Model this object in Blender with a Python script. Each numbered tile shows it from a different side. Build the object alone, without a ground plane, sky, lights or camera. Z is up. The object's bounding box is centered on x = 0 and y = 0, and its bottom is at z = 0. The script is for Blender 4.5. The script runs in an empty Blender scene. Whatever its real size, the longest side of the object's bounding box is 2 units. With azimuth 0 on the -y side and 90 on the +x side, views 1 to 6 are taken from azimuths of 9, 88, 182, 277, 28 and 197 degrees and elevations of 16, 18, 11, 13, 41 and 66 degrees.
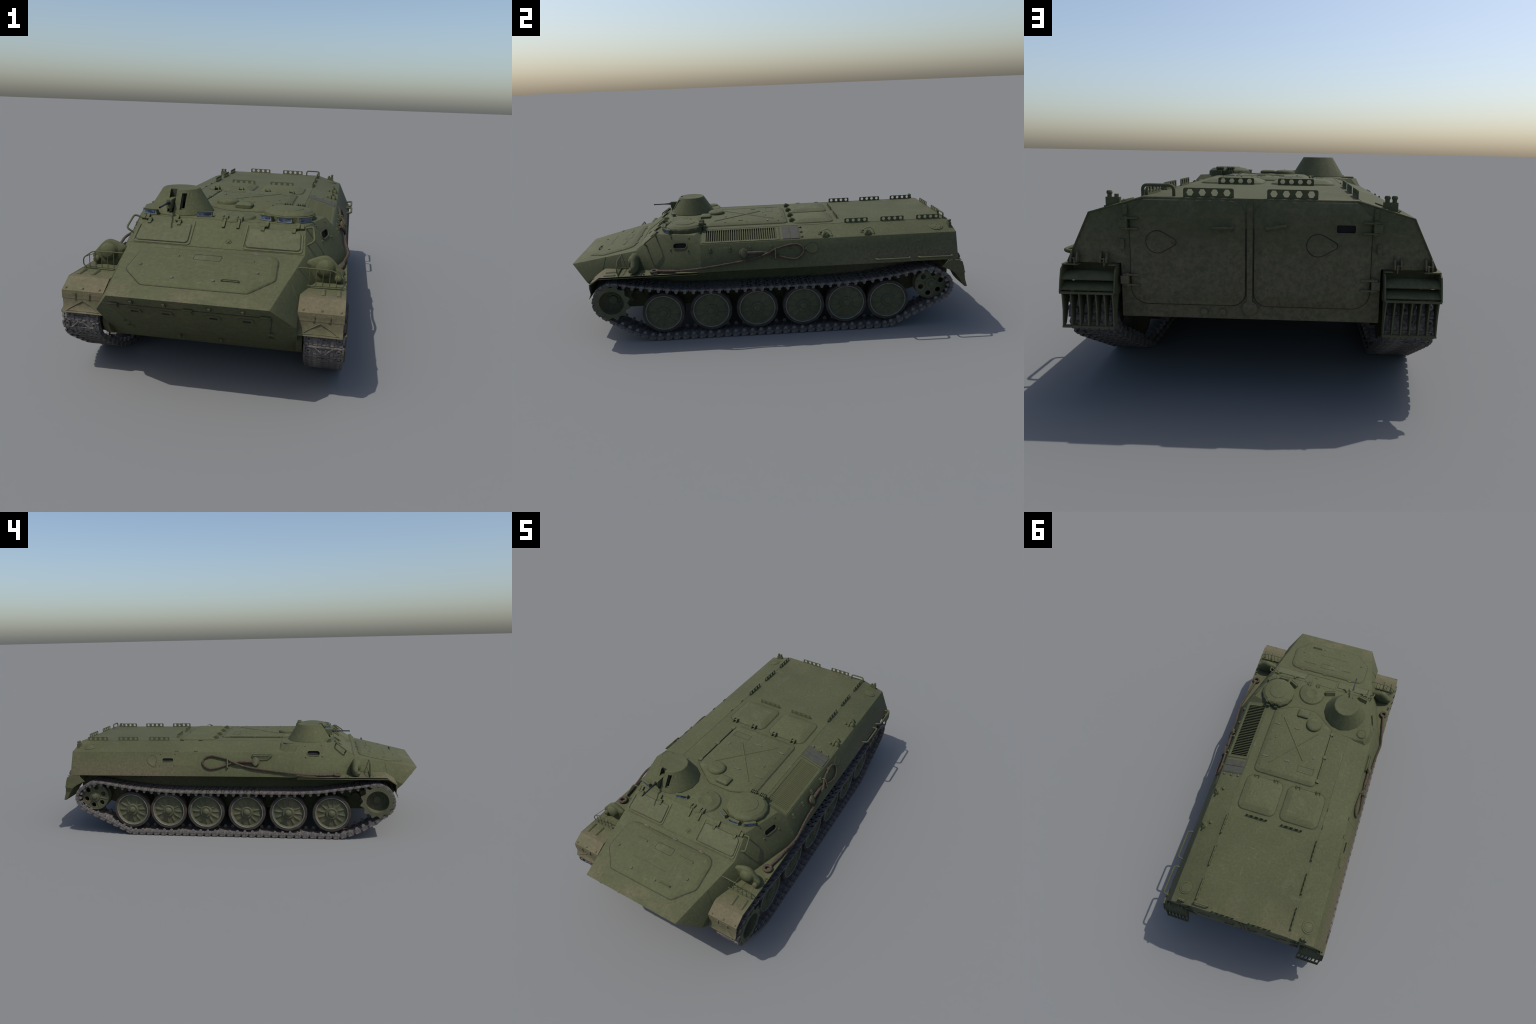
# Tracked amphibious armoured carrier: wedge bow, low hull, conical turret, six road wheels a side.
import bpy, bmesh, math, random
from mathutils import Matrix, Vector
from math import sin, cos, pi, radians

XC = -0.0045          # the vehicle's own centre line sits slightly left of the bounding-box centre
random.seed(7)

# ------------------------------------------------------------------ materials
def new_mat(name):
    m = bpy.data.materials.new(name)
    m.use_nodes = True
    nt = m.node_tree
    nt.nodes.clear()
    out = nt.nodes.new('ShaderNodeOutputMaterial')
    b = nt.nodes.new('ShaderNodeBsdfPrincipled')
    nt.links.new(b.outputs[0], out.inputs[0])
    return m, nt, b

class NT:
    """tiny helper for wiring nodes"""
    def __init__(s, nt):
        s.nt = nt
        s.co = nt.nodes.new('ShaderNodeTexCoord').outputs['Object']
    def link(s, a, b): s.nt.links.new(a, b)
    def noise(s, scale, detail=4, rough=0.6, stretch=None, offset=(0, 0, 0), rot=(0, 0, 0)):
        n = s.nt.nodes.new('ShaderNodeTexNoise')
        n.inputs['Scale'].default_value = scale
        n.inputs['Detail'].default_value = detail
        n.inputs['Roughness'].default_value = rough
        mp = s.nt.nodes.new('ShaderNodeMapping')
        mp.inputs['Location'].default_value = offset
        mp.inputs['Rotation'].default_value = rot
        if stretch: mp.inputs['Scale'].default_value = stretch
        s.link(s.co, mp.inputs[0]); s.link(mp.outputs[0], n.inputs[0])
        return n.outputs[0]
    def ramp(s, x, lo, hi, a=0.0, b=1.0):
        n = s.nt.nodes.new('ShaderNodeMapRange')
        for k, v in zip(('From Min', 'From Max', 'To Min', 'To Max'), (lo, hi, a, b)):
            n.inputs[k].default_value = v
        n.interpolation_type = 'SMOOTHSTEP'
        s.link(x, n.inputs[0])
        return n.outputs[0]
    def math(s, op, a, b):
        n = s.nt.nodes.new('ShaderNodeMath'); n.operation = op
        for i, v in enumerate((a, b)):
            if isinstance(v, (int, float)): n.inputs[i].default_value = v
            else: s.link(v, n.inputs[i])
        return n.outputs[0]
    def mix(s, fac, a, b, mode='MIX'):
        n = s.nt.nodes.new('ShaderNodeMix'); n.data_type = 'RGBA'; n.blend_type = mode
        if isinstance(fac, (int, float)): n.inputs[0].default_value = fac
        else: s.link(fac, n.inputs[0])
        for i, v in ((6, a), (7, b)):
            if isinstance(v, tuple): n.inputs[i].default_value = (*v, 1)
            else: s.link(v, n.inputs[i])
        return n.outputs[2]
    def xyz(s):
        n = s.nt.nodes.new('ShaderNodeSeparateXYZ'); s.link(s.co, n.inputs[0]); return n.outputs
    def bump(s, h, strength, dist, bsdf):
        n = s.nt.nodes.new('ShaderNodeBump')
        n.inputs['Strength'].default_value = strength
        n.inputs['Distance'].default_value = dist
        s.link(h, n.inputs['Height']); s.link(n.outputs[0], bsdf.inputs['Normal'])

OLIVE = (0.0680, 0.0740, 0.0340)
OLIVE2 = (0.0820, 0.0860, 0.0470)
PALE = (0.098, 0.106, 0.062)
DUST = (0.124, 0.101, 0.063)

def paint(name, dust=0.0, base=OLIVE, side_dust=False, tint=None):
    m, nt, b = new_mat(name)
    k = NT(nt)
    big = k.ramp(k.noise(4.5, 3), 0.35, 0.68)
    col = k.mix(big, tuple(base), tuple(c * f for c, f in zip(base, (0.90, 0.89, 0.90))))
    # faint worn patches and scratches in the paint
    worn = k.ramp(k.noise(11, 8, 0.75, offset=(3, 1, 2)), 0.54, 0.74, 0, 0.55)
    col = k.mix(worn, col, PALE)
    for rot, st, off in (((0, 0, 0.5), (14, 1.6, 8), 2), ((0, 0, -0.7), (1.4, 12, 9), 5)):
        sc = k.ramp(k.noise(9, 2, 0.5, st, (off, off, 0), rot), 0.68, 0.74, 0, 0.55)
        col = k.mix(sc, col, PALE)
    # dust and dried mud
    if dust or side_dust:
        grit = k.noise(95, 5, 0.8)
        x, y, z = k.xyz()
        cloud = k.noise(7, 4, 0.6, offset=(8, 4, 1))
        d = k.math('MULTIPLY', k.ramp(cloud, 0.62 - 0.42 * dust, 0.92 - 0.40 * dust), k.ramp(grit, 0.34, 0.60, 0.30, 1.0))
        d = k.math('MULTIPLY', d, 0.35 + 0.55 * dust)
        if dust > 0.6:
            wade = k.math('MAXIMUM', k.ramp(y, -0.74, -0.84, 0.14, 0.70), k.ramp(y, 0.80, 0.95, 0, 0.30))
            d = k.math('MULTIPLY', wade, k.ramp(k.math('ADD', k.math('MULTIPLY', cloud, 0.65), k.math('MULTIPLY', grit, 0.35)), 0.30, 0.62, 0.25, 1.0))
        if side_dust:
            low = k.math('MULTIPLY', k.ramp(z, 0.475, 0.345), k.ramp(y, 0.05, 0.55))
            corner = k.math('MULTIPLY', k.ramp(y, 0.70, 0.98), k.ramp(cloud, 0.36, 0.62))
            bow = k.math('MULTIPLY', k.ramp(y, -0.86, -1.0), k.ramp(cloud, 0.40, 0.66))
            spot = k.math('MAXIMUM', k.math('MULTIPLY', corner, 0.5), k.math('MULTIPLY', bow, 0.6))
            s2 = k.math('MULTIPLY', k.math('MAXIMUM', low, spot), k.ramp(grit, 0.34, 0.62, 0.10, 0.95))
            d = k.math('MAXIMUM', d, s2)
        col = k.mix(d, col, DUST)
    grain = k.ramp(k.noise(75, 6, 0.78), 0.28, 0.72, 0.83, 1.17)
    gg = nt.nodes.new('ShaderNodeCombineColor')
    for i in range(3): k.link(grain, gg.inputs[i])
    col = k.mix(1.0, col, gg.outputs[0], 'MULTIPLY')
    k.link(col, b.inputs['Base Color'])
    b.inputs['Roughness'].default_value = 0.82
    b.inputs['Specular IOR Level'].default_value = 0.25
    k.bump(k.noise(180, 3, 0.6), 0.12, 0.002, b)
    return m

def plain(name, c1, c2, scale=30, rough=0.8, metal=0.0, spec=0.25, bump=0.15, bscale=150, stretch=None):
    m, nt, b = new_mat(name)
    k = NT(nt)
    f = k.ramp(k.noise(scale, 5, 0.65, stretch), 0.35, 0.66)
    k.link(k.mix(f, c1, c2), b.inputs['Base Color'])
    b.inputs['Roughness'].default_value = rough
    b.inputs['Metallic'].default_value = metal
    b.inputs['Specular IOR Level'].default_value = spec
    if bump: k.bump(k.noise(bscale, 3, 0.6), bump, 0.002, b)
    return m

PAINT = paint('olive_paint', side_dust=True)
PAINT_CLEAN = paint('olive_paint_clean')
PAINT_LIGHT = paint('olive_paint_sun_worn', base=(0.077, 0.083, 0.042))
PAINT_DUSTY = paint('olive_paint_dusty', dust=0.75)
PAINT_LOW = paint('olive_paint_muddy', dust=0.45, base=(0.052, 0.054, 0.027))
WHEEL_PAINT = paint('wheel_paint', dust=0.38, base=(0.066, 0.070, 0.040))
SEAM = plain('seam_line_darkened', (0.022, 0.020, 0.012), (0.056, 0.043, 0.030), 25)  # brown line darkened to draw the crease shade at each panel foot
CLIP = plain('worn_clip', (0.062, 0.060, 0.036), (0.120, 0.104, 0.076), 70)
DARK = plain('dark_opening', (0.006, 0.006, 0.006), (0.012, 0.012, 0.011), 20, bump=0)
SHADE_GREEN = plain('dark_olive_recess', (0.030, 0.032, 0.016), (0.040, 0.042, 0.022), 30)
STEEL = plain('track_steel', (0.056, 0.052, 0.049), (0.142, 0.126, 0.116), 70, 0.75, 0.08, 0.35, 0.4, 220)
HORN = plain('worn_horn_steel', (0.082, 0.079, 0.076), (0.145, 0.140, 0.136), 90, 0.65, 0.15, 0.45, 0.2)
RIM = plain('bare_rim_metal', (0.105, 0.112, 0.100), (0.165, 0.172, 0.155), 60, 0.55, 0.2, 0.4, 0.1)
RUBBER = plain('dusty_rubber', (0.030, 0.025, 0.020), (0.050, 0.042, 0.033), 40, 0.9)
ROPE = plain('rusty_wire_rope', (0.042, 0.031, 0.022), (0.082, 0.060, 0.043), 120, 0.85, bump=0.6, bscale=300)
GUNMETAL = plain('gun_metal', (0.010, 0.010, 0.014), (0.020, 0.020, 0.026), 60, 0.45, 0.5, 0.5, 0.05)
GREY = plain('grey_cover_plate', (0.048, 0.050, 0.040), (0.060, 0.062, 0.049), 40, 0.85)

def glass_mat():
    m, nt, b = new_mat('periscope_glass')
    k = NT(nt)
    f = k.ramp(k.noise(60, 4, 0.7, (1, 1, 2.5)), 0.40, 0.66)
    col = k.mix(f, (0.010, 0.018, 0.045), (0.085, 0.140, 0.215))
    k.link(col, b.inputs['Base Color'])
    b.inputs['Roughness'].default_value = 0.12
    b.inputs['Specular IOR Level'].default_value = 0.6
    return m
GLASS = glass_mat()
GLASS_RIM = plain('periscope_rim', (0.13, 0.14, 0.15), (0.18, 0.19, 0.20), 60, 0.6)

# ------------------------------------------------------------------ geometry helpers
def frame(o, ex, n):
    ex = Vector(ex).normalized(); n = Vector(n).normalized(); ey = n.cross(ex).normalized()
    M = Matrix.Identity(4)
    for i, c in enumerate((ex, ey, n, Vector(o))):
        for j in range(3): M[j][i] = c[j]
    return M

def inset(poly, d):
    """offset the edges of a convex counter-clockwise polygon inwards"""
    n = len(poly); out = []
    for i in range(n):
        a, b, c = Vector(poly[i - 1]), Vector(poly[i]), Vector(poly[(i + 1) % n])
        e1, e2 = (b - a).normalized(), (c - b).normalized()
        n1, n2 = Vector((-e1.y, e1.x)), Vector((-e2.y, e2.x))
        out.append(b + (n1 + n2) * (d / (1 + n1.dot(n2))))
    return out

def rounded(poly, r, seg=5):
    n = len(poly); pts = []
    rs = r if isinstance(r, (list, tuple)) else [r] * n
    for i in range(n):
        a, b, c = Vector(poly[i - 1]), Vector(poly[i]), Vector(poly[(i + 1) % n])
        u, v = (a - b).normalized(), (c - b).normalized()
        ang = u.angle(v)
        t = min(rs[i] / math.tan(ang / 2), 0.49 * (a - b).length, 0.49 * (c - b).length)
        rr = t * math.tan(ang / 2)
        cen = b + (u + v).normalized() * (rr / sin(ang / 2))
        p0, p1 = b + u * t, b + v * t
        a0 = math.atan2(*(p0 - cen).yx); a1 = math.atan2(*(p1 - cen).yx)
        da = (a1 - a0 + pi) % (2 * pi) - pi
        for k in range(seg + 1):
            q = a0 + da * k / seg
            pts.append(cen + Vector((cos(q), sin(q))) * rr)
    return pts

def rect(x0, x1, y0, y1): return [(x0, y0), (x1, y0), (x1, y1), (x0, y1)]

def circle(cx, cy, r, n=24, a0=0.0): return [(cx + r * cos(a0 + 2 * pi * i / n), cy + r * sin(a0 + 2 * pi * i / n)) for i in range(n)]

def stadium(cx, cy, l, h, n=8):
    r = h / 2; o = []
    for s, a0 in ((1, -pi / 2), (-1, pi / 2)):
        for i in range(n + 1):
            a = a0 + pi * i / n
            o.append((cx + s * (l / 2 - r) + r * cos(a), cy + r * sin(a)))
    return o

def fillet(path, r, seg=4):
    """round the inner corners of an open 3D polyline"""
    P = [Vector(p) for p in path]; out = [P[0]]
    for i in range(1, len(P) - 1):
        a, b, c = P[i - 1], P[i], P[i + 1]
        u, v = (a - b), (c - b)
        t = min(r, u.length * 0.48, v.length * 0.48)
        p0, p1 = b + u.normalized() * t, b + v.normalized() * t
        for k in range(seg + 1):
            s = k / seg
            out.append(p0 * (1 - s) ** 2 + b * 2 * s * (1 - s) + p1 * s * s)
    out.append(P[-1])
    return out

def spline(pts, per=6, closed=False):
    """Catmull-Rom through the points"""
    P = [Vector(p) for p in pts]; n = len(P); out = []
    rng = range(n) if closed else range(n - 1)
    g = (lambda i: P[i % n]) if closed else (lambda i: P[max(0, min(n - 1, i))])
    for i in rng:
        p0, p1, p2, p3 = g(i - 1), g(i), g(i + 1), g(i + 2)
        for k in range(per):
            t = k / per
            out.append(0.5 * (2 * p1 + (p2 - p0) * t + (2 * p0 - 5 * p1 + 4 * p2 - p3) * t * t + (3 * p1 - p0 - 3 * p2 + p3) * t ** 3))
    if not closed: out.append(P[-1])
    return out

class Build:
    def __init__(s): s.v, s.f, s.m = [], [], []
    def add(s, verts, faces, mat=0, M=None):
        o = len(s.v)
        for p in verts:
            p = Vector(p) if len(p) == 3 else Vector((p[0], p[1], 0))
            s.v.append(M @ p if M else p)
        s.f += [[i + o for i in f] for f in faces]
        s.m += mat if isinstance(mat, list) else [mat] * len(faces)
    def box(s, c, size, M=None, mat=0, top=(1, 1)):
        x, y, z = c; a, b, h = (d / 2 for d in size)
        v = []
        for zz, (ta, tb) in ((-h, (1, 1)), (h, top)):
            v += [(x - a * ta, y - b * tb, z + zz), (x + a * ta, y - b * tb, z + zz), (x + a * ta, y + b * tb, z + zz), (x - a * ta, y + b * tb, z + zz)]
        s.add(v, [(3, 2, 1, 0), (4, 5, 6, 7), (0, 1, 5, 4), (1, 2, 6, 5), (2, 3, 7, 6), (3, 0, 4, 7)], mat, M)
    def loft(s, rings, mats=0, M=None, closed=True, caps=True):
        n = len(rings[0]); v = [p for r in rings for p in r]; f = []; m = []
        for k in range(len(rings) - 1):
            for i in range(n if closed else n - 1):
                j = (i + 1) % n
                f.append((k * n + i, k * n + j, (k + 1) * n + j, (k + 1) * n + i))
                m.append(mats[k] if isinstance(mats, list) else mats)
        if caps:
            f.append(tuple(range(n))[::-1]); m.append(mats[0] if isinstance(mats, list) else mats)
            f.append(tuple((len(rings) - 1) * n + i for i in range(n))); m.append(mats[-1] if isinstance(mats, list) else mats)
        s.add(v, f, m, M)
    def prism(s, outline, z0, z1, M=None, mat=0):
        s.loft([[(p[0], p[1], z0) for p in outline], [(p[0], p[1], z1) for p in outline]], mat, M)
    def lathe(s, prof, n=24, M=None, mats=0, a0=0.0, warp=None, ring=False):
        rings = []
        for r, z in prof:
            ring = []
            for i in range(n):
                a = a0 + 2 * pi * i / n
                zz = z + (warp(r, a) if warp else 0)
                ring.append((max(r, 1e-5) * cos(a), max(r, 1e-5) * sin(a), zz))
            rings.append(ring)
        if ring: rings.append(rings[0])
        s.loft(rings, mats, M, caps=not ring)
    def tube(s, path, r, n=8, mat=0, M=None, closed=False):
        P = [Vector(p) for p in path]; m = len(P); rings = []
        T = []
        for i in range(m):
            a = P[(i - 1) % m] if closed or i else P[0]
            b = P[(i + 1) % m] if closed or i < m - 1 else P[-1]
            T.append((b - a).normalized())
        u = T[0].orthogonal().normalized()
        for i in range(m):
            u = (u - T[i] * u.dot(T[i])).normalized()
            w = T[i].cross(u)
            rr = r(i / (m - 1)) if callable(r) else r
            rings.append([P[i] + (u * cos(2 * pi * k / n) + w * sin(2 * pi * k / n)) * rr for k in range(n)])
        if closed: rings.append(rings[0])
        s.loft(rings, mat, M, caps=not closed)
    def panel(s, poly, r, layers, M, mats=0, seg=5, seam=True, seam_mat=1, seam_w=0.0027):
        """raised plate: layers = [(inset, height), ...] going inwards and up; a thin seam line runs round the foot"""
        rings = []; ms = []
        if seam:
            for d, h in ((-seam_w, -0.003), (-seam_w, 0.0007)):
                rings.append((d, h)); ms.append(seam_mat)
        first = True
        for d, h in layers:
            if first:
                rings.append((d, 0.0007 if seam else -0.003)); ms.append(0 if isinstance(mats, list) else mats); first = False
                rings.append((d, h)); ms.append(mats)
            else:
                rings.append((d, h)); ms.append(mats)
        R = []
        for d, h in rings:
            q = inset(poly, d)
            rr = [max(x - d, 0.002) for x in r] if isinstance(r, (list, tuple)) else max(r - d, 0.002)
            R.append([(p.x, p.y, h) for p in rounded(q, rr, seg)])
        s.loft(R, ms, M)
    def dome(s, c, r, h, n=12, M=None, mat=0, k=4):
        prof = [(r, -0.002)] + [(r * cos(pi / 2 * i / k), h * sin(pi / 2 * i / k)) for i in range(k + 1)]
        T = Matrix.Translation(Vector(c))
        s.lathe(prof, n, (M @ T) if M else T, mat)
    def obj(s, name, parent, mats, side=1, smooth=30, bevel=0.0, bevel_angle=30, matrix=None, segs=1):
        me = s.mesh(name, mats, side, smooth)
        return place(me, name, parent, matrix, bevel, bevel_angle, segs)
    def mesh(s, name, mats, side=1, smooth=30, local=False):
        me = bpy.data.meshes.new(name)
        off = 0 if local else XC
        me.from_pydata([(off + side * p.x, p.y, p.z) for p in s.v], [], s.f)
        for m in (mats if isinstance(mats, (list, tuple)) else [mats]): me.materials.append(m)
        nm = len(me.materials)
        me.polygons.foreach_set('material_index', [min(i, nm - 1) for i in s.m])
        bm = bmesh.new(); bm.from_mesh(me)
        bmesh.ops.remove_doubles(bm, verts=bm.verts, dist=1e-6)
        bmesh.ops.recalc_face_normals(bm, faces=bm.faces)
        bm.to_mesh(me); bm.free()
        me.polygons.foreach_set('use_smooth', [True] * len(me.polygons))
        me.set_sharp_from_angle(angle=radians(smooth))
        return me

def place(me, name, parent, matrix=None, bevel=0.0, bevel_angle=30, segs=1):
    o = bpy.data.objects.new(name, me)
    bpy.context.scene.collection.objects.link(o)
    o.parent = parent
    if matrix is not None: o.matrix_local = matrix
    if bevel:
        b = o.modifiers.new('soft_edges', 'BEVEL')
        b.width = bevel; b.segments = segs; b.limit_method = 'ANGLE'; b.angle_limit = radians(bevel_angle)
    return o

def holed_plate(outer, holes, t):
    """flat plate with real holes; returns verts, faces, lying in XY, z = -t/2 .. t/2"""
    cu = bpy.data.curves.new('tmp', 'CURVE'); cu.dimensions = '2D'; cu.fill_mode = 'BOTH'; cu.extrude = t / 2
    for loop in [outer] + list(holes):
        sp = cu.splines.new('POLY'); sp.points.add(len(loop) - 1); sp.use_cyclic_u = True
        for p, q in zip(sp.points, loop): p.co = (q[0], q[1], 0, 1)
    o = bpy.data.objects.new('tmp', cu); bpy.context.scene.collection.objects.link(o)
    dg = bpy.context.evaluated_depsgraph_get()
    me = bpy.data.meshes.new_from_object(o.evaluated_get(dg))
    v = [tuple(p.co) for p in me.vertices]; f = [tuple(p.vertices) for p in me.polygons]
    bpy.data.objects.remove(o); bpy.data.curves.remove(cu); bpy.data.meshes.remove(me)
    return v, f

def apply_cut(obj, cutters):
    for c in cutters:
        m = obj.modifiers.new('cut', 'BOOLEAN'); m.object = c; m.operation = 'DIFFERENCE'; m.solver = 'EXACT'
        m.material_mode = 'TRANSFER'
    dg = bpy.context.evaluated_depsgraph_get()
    me = bpy.data.meshes.new_from_object(obj.evaluated_get(dg))
    obj.modifiers.clear(); old = obj.data; obj.data = me; me.name = obj.name
    bpy.data.meshes.remove(old)
    for c in cutters:
        cm = c.data; bpy.data.objects.remove(c); bpy.data.meshes.remove(cm)
    me.polygons.foreach_set('use_smooth', [True] * len(me.polygons))
    me.set_sharp_from_angle(angle=radians(30))

# ------------------------------------------------------------------ the thing
root = bpy.data.objects.new('armored_carrier', None)
bpy.context.scene.collection.objects.link(root)
root['label'] = 'olive green tracked armoured carrier with wedge bow and small conical turret'
root['category'] = 'military vehicle'

# surfaces of the hull (half model, x measured from the centre line)
ROOF = 0.507
GLACIS = frame((0, -1.0, 0.356), (1, 0, 0), (0, -0.074, 0.351))
SCREEN = frame((0, -0.649, 0.430), (1, 0, 0), (0, -0.077, 0.107))
NOSE = frame((0, -1.0, 0.356), (1, 0, 0), (0, -0.225, -0.227))
REAR = frame((0, 0.943, 0), (-1, 0, 0), (0, 1, 0))
TOP = frame((0, 0, ROOF), (1, 0, 0), (0, 0, 1))
SIDE = frame((0.391, 0, 0.468), (0, 1, 0), (0.125, 0, 0.059))
SLOPE = frame((0.26, 0, ROOF), (0, 1, 0), (0.039, 0, 0.131))
CAB = frame((0.243, -1.0, 0.356), (0.26, 0.94, 0.06), (0.03407, -0.01076, 0.01964))
def gl(y): return (y + 1.0) / GLACIS[1][1]
def sc(y): return (y + 0.649) / SCREEN[1][1]
def nz(z): return (z - 0.356) / NOSE[2][1]
def sd(z): return (z - 0.468) / SIDE[2][1]
def sl(hx): return (hx - 0.26) / SLOPE[0][1]
def on_cab(y, z, lift=0.0):
    n = Vector((CAB[0][2], CAB[1][2], CAB[2][2])); o = Vector((0.243, -1.0, 0.356))
    x = o.x - (n.y * (y - o.y) + n.z * (z - o.z)) / n.x
    return Vector((x, y, z)) + n * lift
CAB_INV = CAB.inverted()
def cab(y, z):
    p = CAB_INV @ on_cab(y, z); return (p.x, p.y)
def on_side(y, z, lift=0.0): return SIDE @ Vector((y, sd(z), lift))
def on_slope(hx, y, lift=0.0): return SLOPE @ Vector((y, sl(hx), lift))

# ---- hull shell
def hull():
    half = dict(A=(.243, -1.0, .356), B=(.3155, -.917, .275), C=(.3155, -.768, .131), D=(.3155, .686, .131),
                E=(.3155, .942, .210), F=(.3155, .942, .343), G=(.450, .940, .343), H=(.391, .945, .468), I=(.26, .945, ROOF),
                J=(.310, -.649, .430), K=(.300, -.542, ROOF), L=(.360, -.352, ROOF), M=(.391, -.322, .468),
                N=(.4560, -.326, .343), Q=(.4503, -.200, .343), O=(.26, -.325, ROOF), P=(.3155, -.790, .343))
    ks = list(half); v = [half[k] for k in ks] + [(-half[k][0], half[k][1], half[k][2]) for k in ks]
    ix = {k: i for i, k in enumerate(ks)}
    ix.update({k.lower(): i + len(ks) for i, k in enumerate(ks)})
    faces = ['AJKLMNPB', 'NMQ', 'QMHG', 'MOIH', 'LOM', 'PNQGF', 'BPFEDC']
    faces += [w.lower() for w in faces]
    faces += ['KkloiIOL', 'EFGHIihgfe', 'CDdc', 'DEed', 'AabcCB', 'AJja', 'JKkj']
    bm = bmesh.new()
    vs = [bm.verts.new((XC + p[0], p[1], p[2])) for p in v]
    for w in faces: bm.faces.new([vs[ix[c]] for c in w])
    bmesh.ops.recalc_face_normals(bm, faces=bm.faces)
    edges = [e for e in bm.edges if len(e.link_faces) == 2 and e.calc_face_angle() > radians(10)]
    bmesh.ops.bevel(bm, geom=edges, offset=0.0018, segments=2, profile=0.5, affect='EDGES')
    bmesh.ops.triangulate(bm, faces=[f for f in bm.faces if len(f.verts) > 4])
    bmesh.ops.recalc_face_normals(bm, faces=bm.faces)
    me = bpy.data.meshes.new('hull'); bm.to_mesh(me); bm.free()
    me.materials.append(PAINT)
    me.polygons.foreach_set('use_smooth', [True] * len(me.polygons))
    me.set_sharp_from_angle(angle=radians(28))
    o = place(me, 'hull', root)
    cut = []
    def cutter(outline, M, depth, side=1):
        b = Build(); b.prism(outline, -depth, 0.01, M)
        cut.append(b.obj('cutter', None, [DARK], side))
    cx, cy = cab(-.427, .4585)
    for s in (1, -1): cutter(stadium(cx, cy, .070, .026), CAB, .010, s)
    cutter(stadium(.3815, sd(.426), .062, .0195), SIDE, .006, -1)
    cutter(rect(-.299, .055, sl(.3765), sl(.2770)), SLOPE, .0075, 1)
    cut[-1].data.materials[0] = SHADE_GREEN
    apply_cut(o, cut)
    return o
hull_obj = hull()

# rim round each vision slot, bolts round it
def slot_rim(name_M, cx, cy, l, h, side, bolts, M):
    b = Build()
    v, f = holed_plate(stadium(cx, cy, l + .007, h + .007), [stadium(cx, cy, l - .001, h - .001)], .003)
    b.add(v, f, 0, M)
    for u, w in bolts: b.dome((u, w, 0), .0042, .0035, 8, M)
    b.obj('vision_slot', root, [PAINT_CLEAN], side, bevel=.0007)
for s in (1, -1):
    cx, cy = cab(-.427, .4585)
    slot_rim('', cx, cy, .070, .026, s, [cab(y, z) for y, z in ((-.470, .495), (-.380, .495), (-.475, .4405), (-.385, .4405))], CAB)
slot_rim('', .3815, sd(.426), .062, .0195, -1, [(y, sd(z)) for y, z in ((.425, .457), (.343, .457), (.425, .398), (.343, .398))], SIDE)

# weld seams between the plates
def seam_strip(path, name='weld_seam', side=1, w=0.0009):
    b = Build(); b.tube(path, w, 6)
    return b.obj(name, root, [PAINT_CLEAN], side)
for s in (1, -1):
    seam_strip([on_side(-.322, .466, 0), on_side(-.325, .346, 0)], side=s)
    seam_strip([on_side(.265 if s > 0 else .240, .466, 0), on_side(.265 if s > 0 else .240, .345, 0)], side=s)
    seam_strip([on_cab(-.818, .395, 0), on_cab(-.836, .315, 0)], side=s)
    seam_strip([(.26, -.30, ROOF), (.26, .94, ROOF)], side=s, w=.0012)
seam_strip([(-.305, -.651, .4305), (.305, -.651, .4305)], w=.0016)
seam_strip([(-.296, -.541, ROOF), (.296, -.541, ROOF)], w=.0014)

# ---- left shoulder bulge under the turret (only on the left)
def bulge():
    top = [(-.22, -.50), (-.280, -.520), (-.346, -.374), (-.354, -.330), (-.345, -.290), (-.322, -.263), (-.290, -.250), (-.22, -.248)]
    bot = [(-.22, -.50, .49), (-.280, -.520, .49), (-.372, -.356, .462), (-.395, -.318, .455), (-.391, -.262, .458), (-.372, -.236, .466), (-.300, -.232, .488), (-.22, -.232, .49)]
    mid = [((a[0] * .62 + b[0] * .38), (a[1] * .62 + b[1] * .38), a2) for a, b, a2 in zip(top, bot, [.5035] * 8)]
    R = [[Vector(p) for p in bot], [Vector(p) for p in mid], [Vector((p[0], p[1], ROOF + .0012)) for p in top]]
    b = Build(); b.loft(R)
    # round ventilator cap on it
    M = frame((-.3265, -.289, ROOF + .001), (1, 0, 0), (0, 0, 1))
    b.lathe([(.029, -.004), (.029, .0035), (.026, .005), (.0245, .003), (.023, .0045), (0, .0055)], 24, M)
    b.obj('roof_bulge', root, [PAINT_CLEAN], 1, 30)
bulge()

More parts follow.
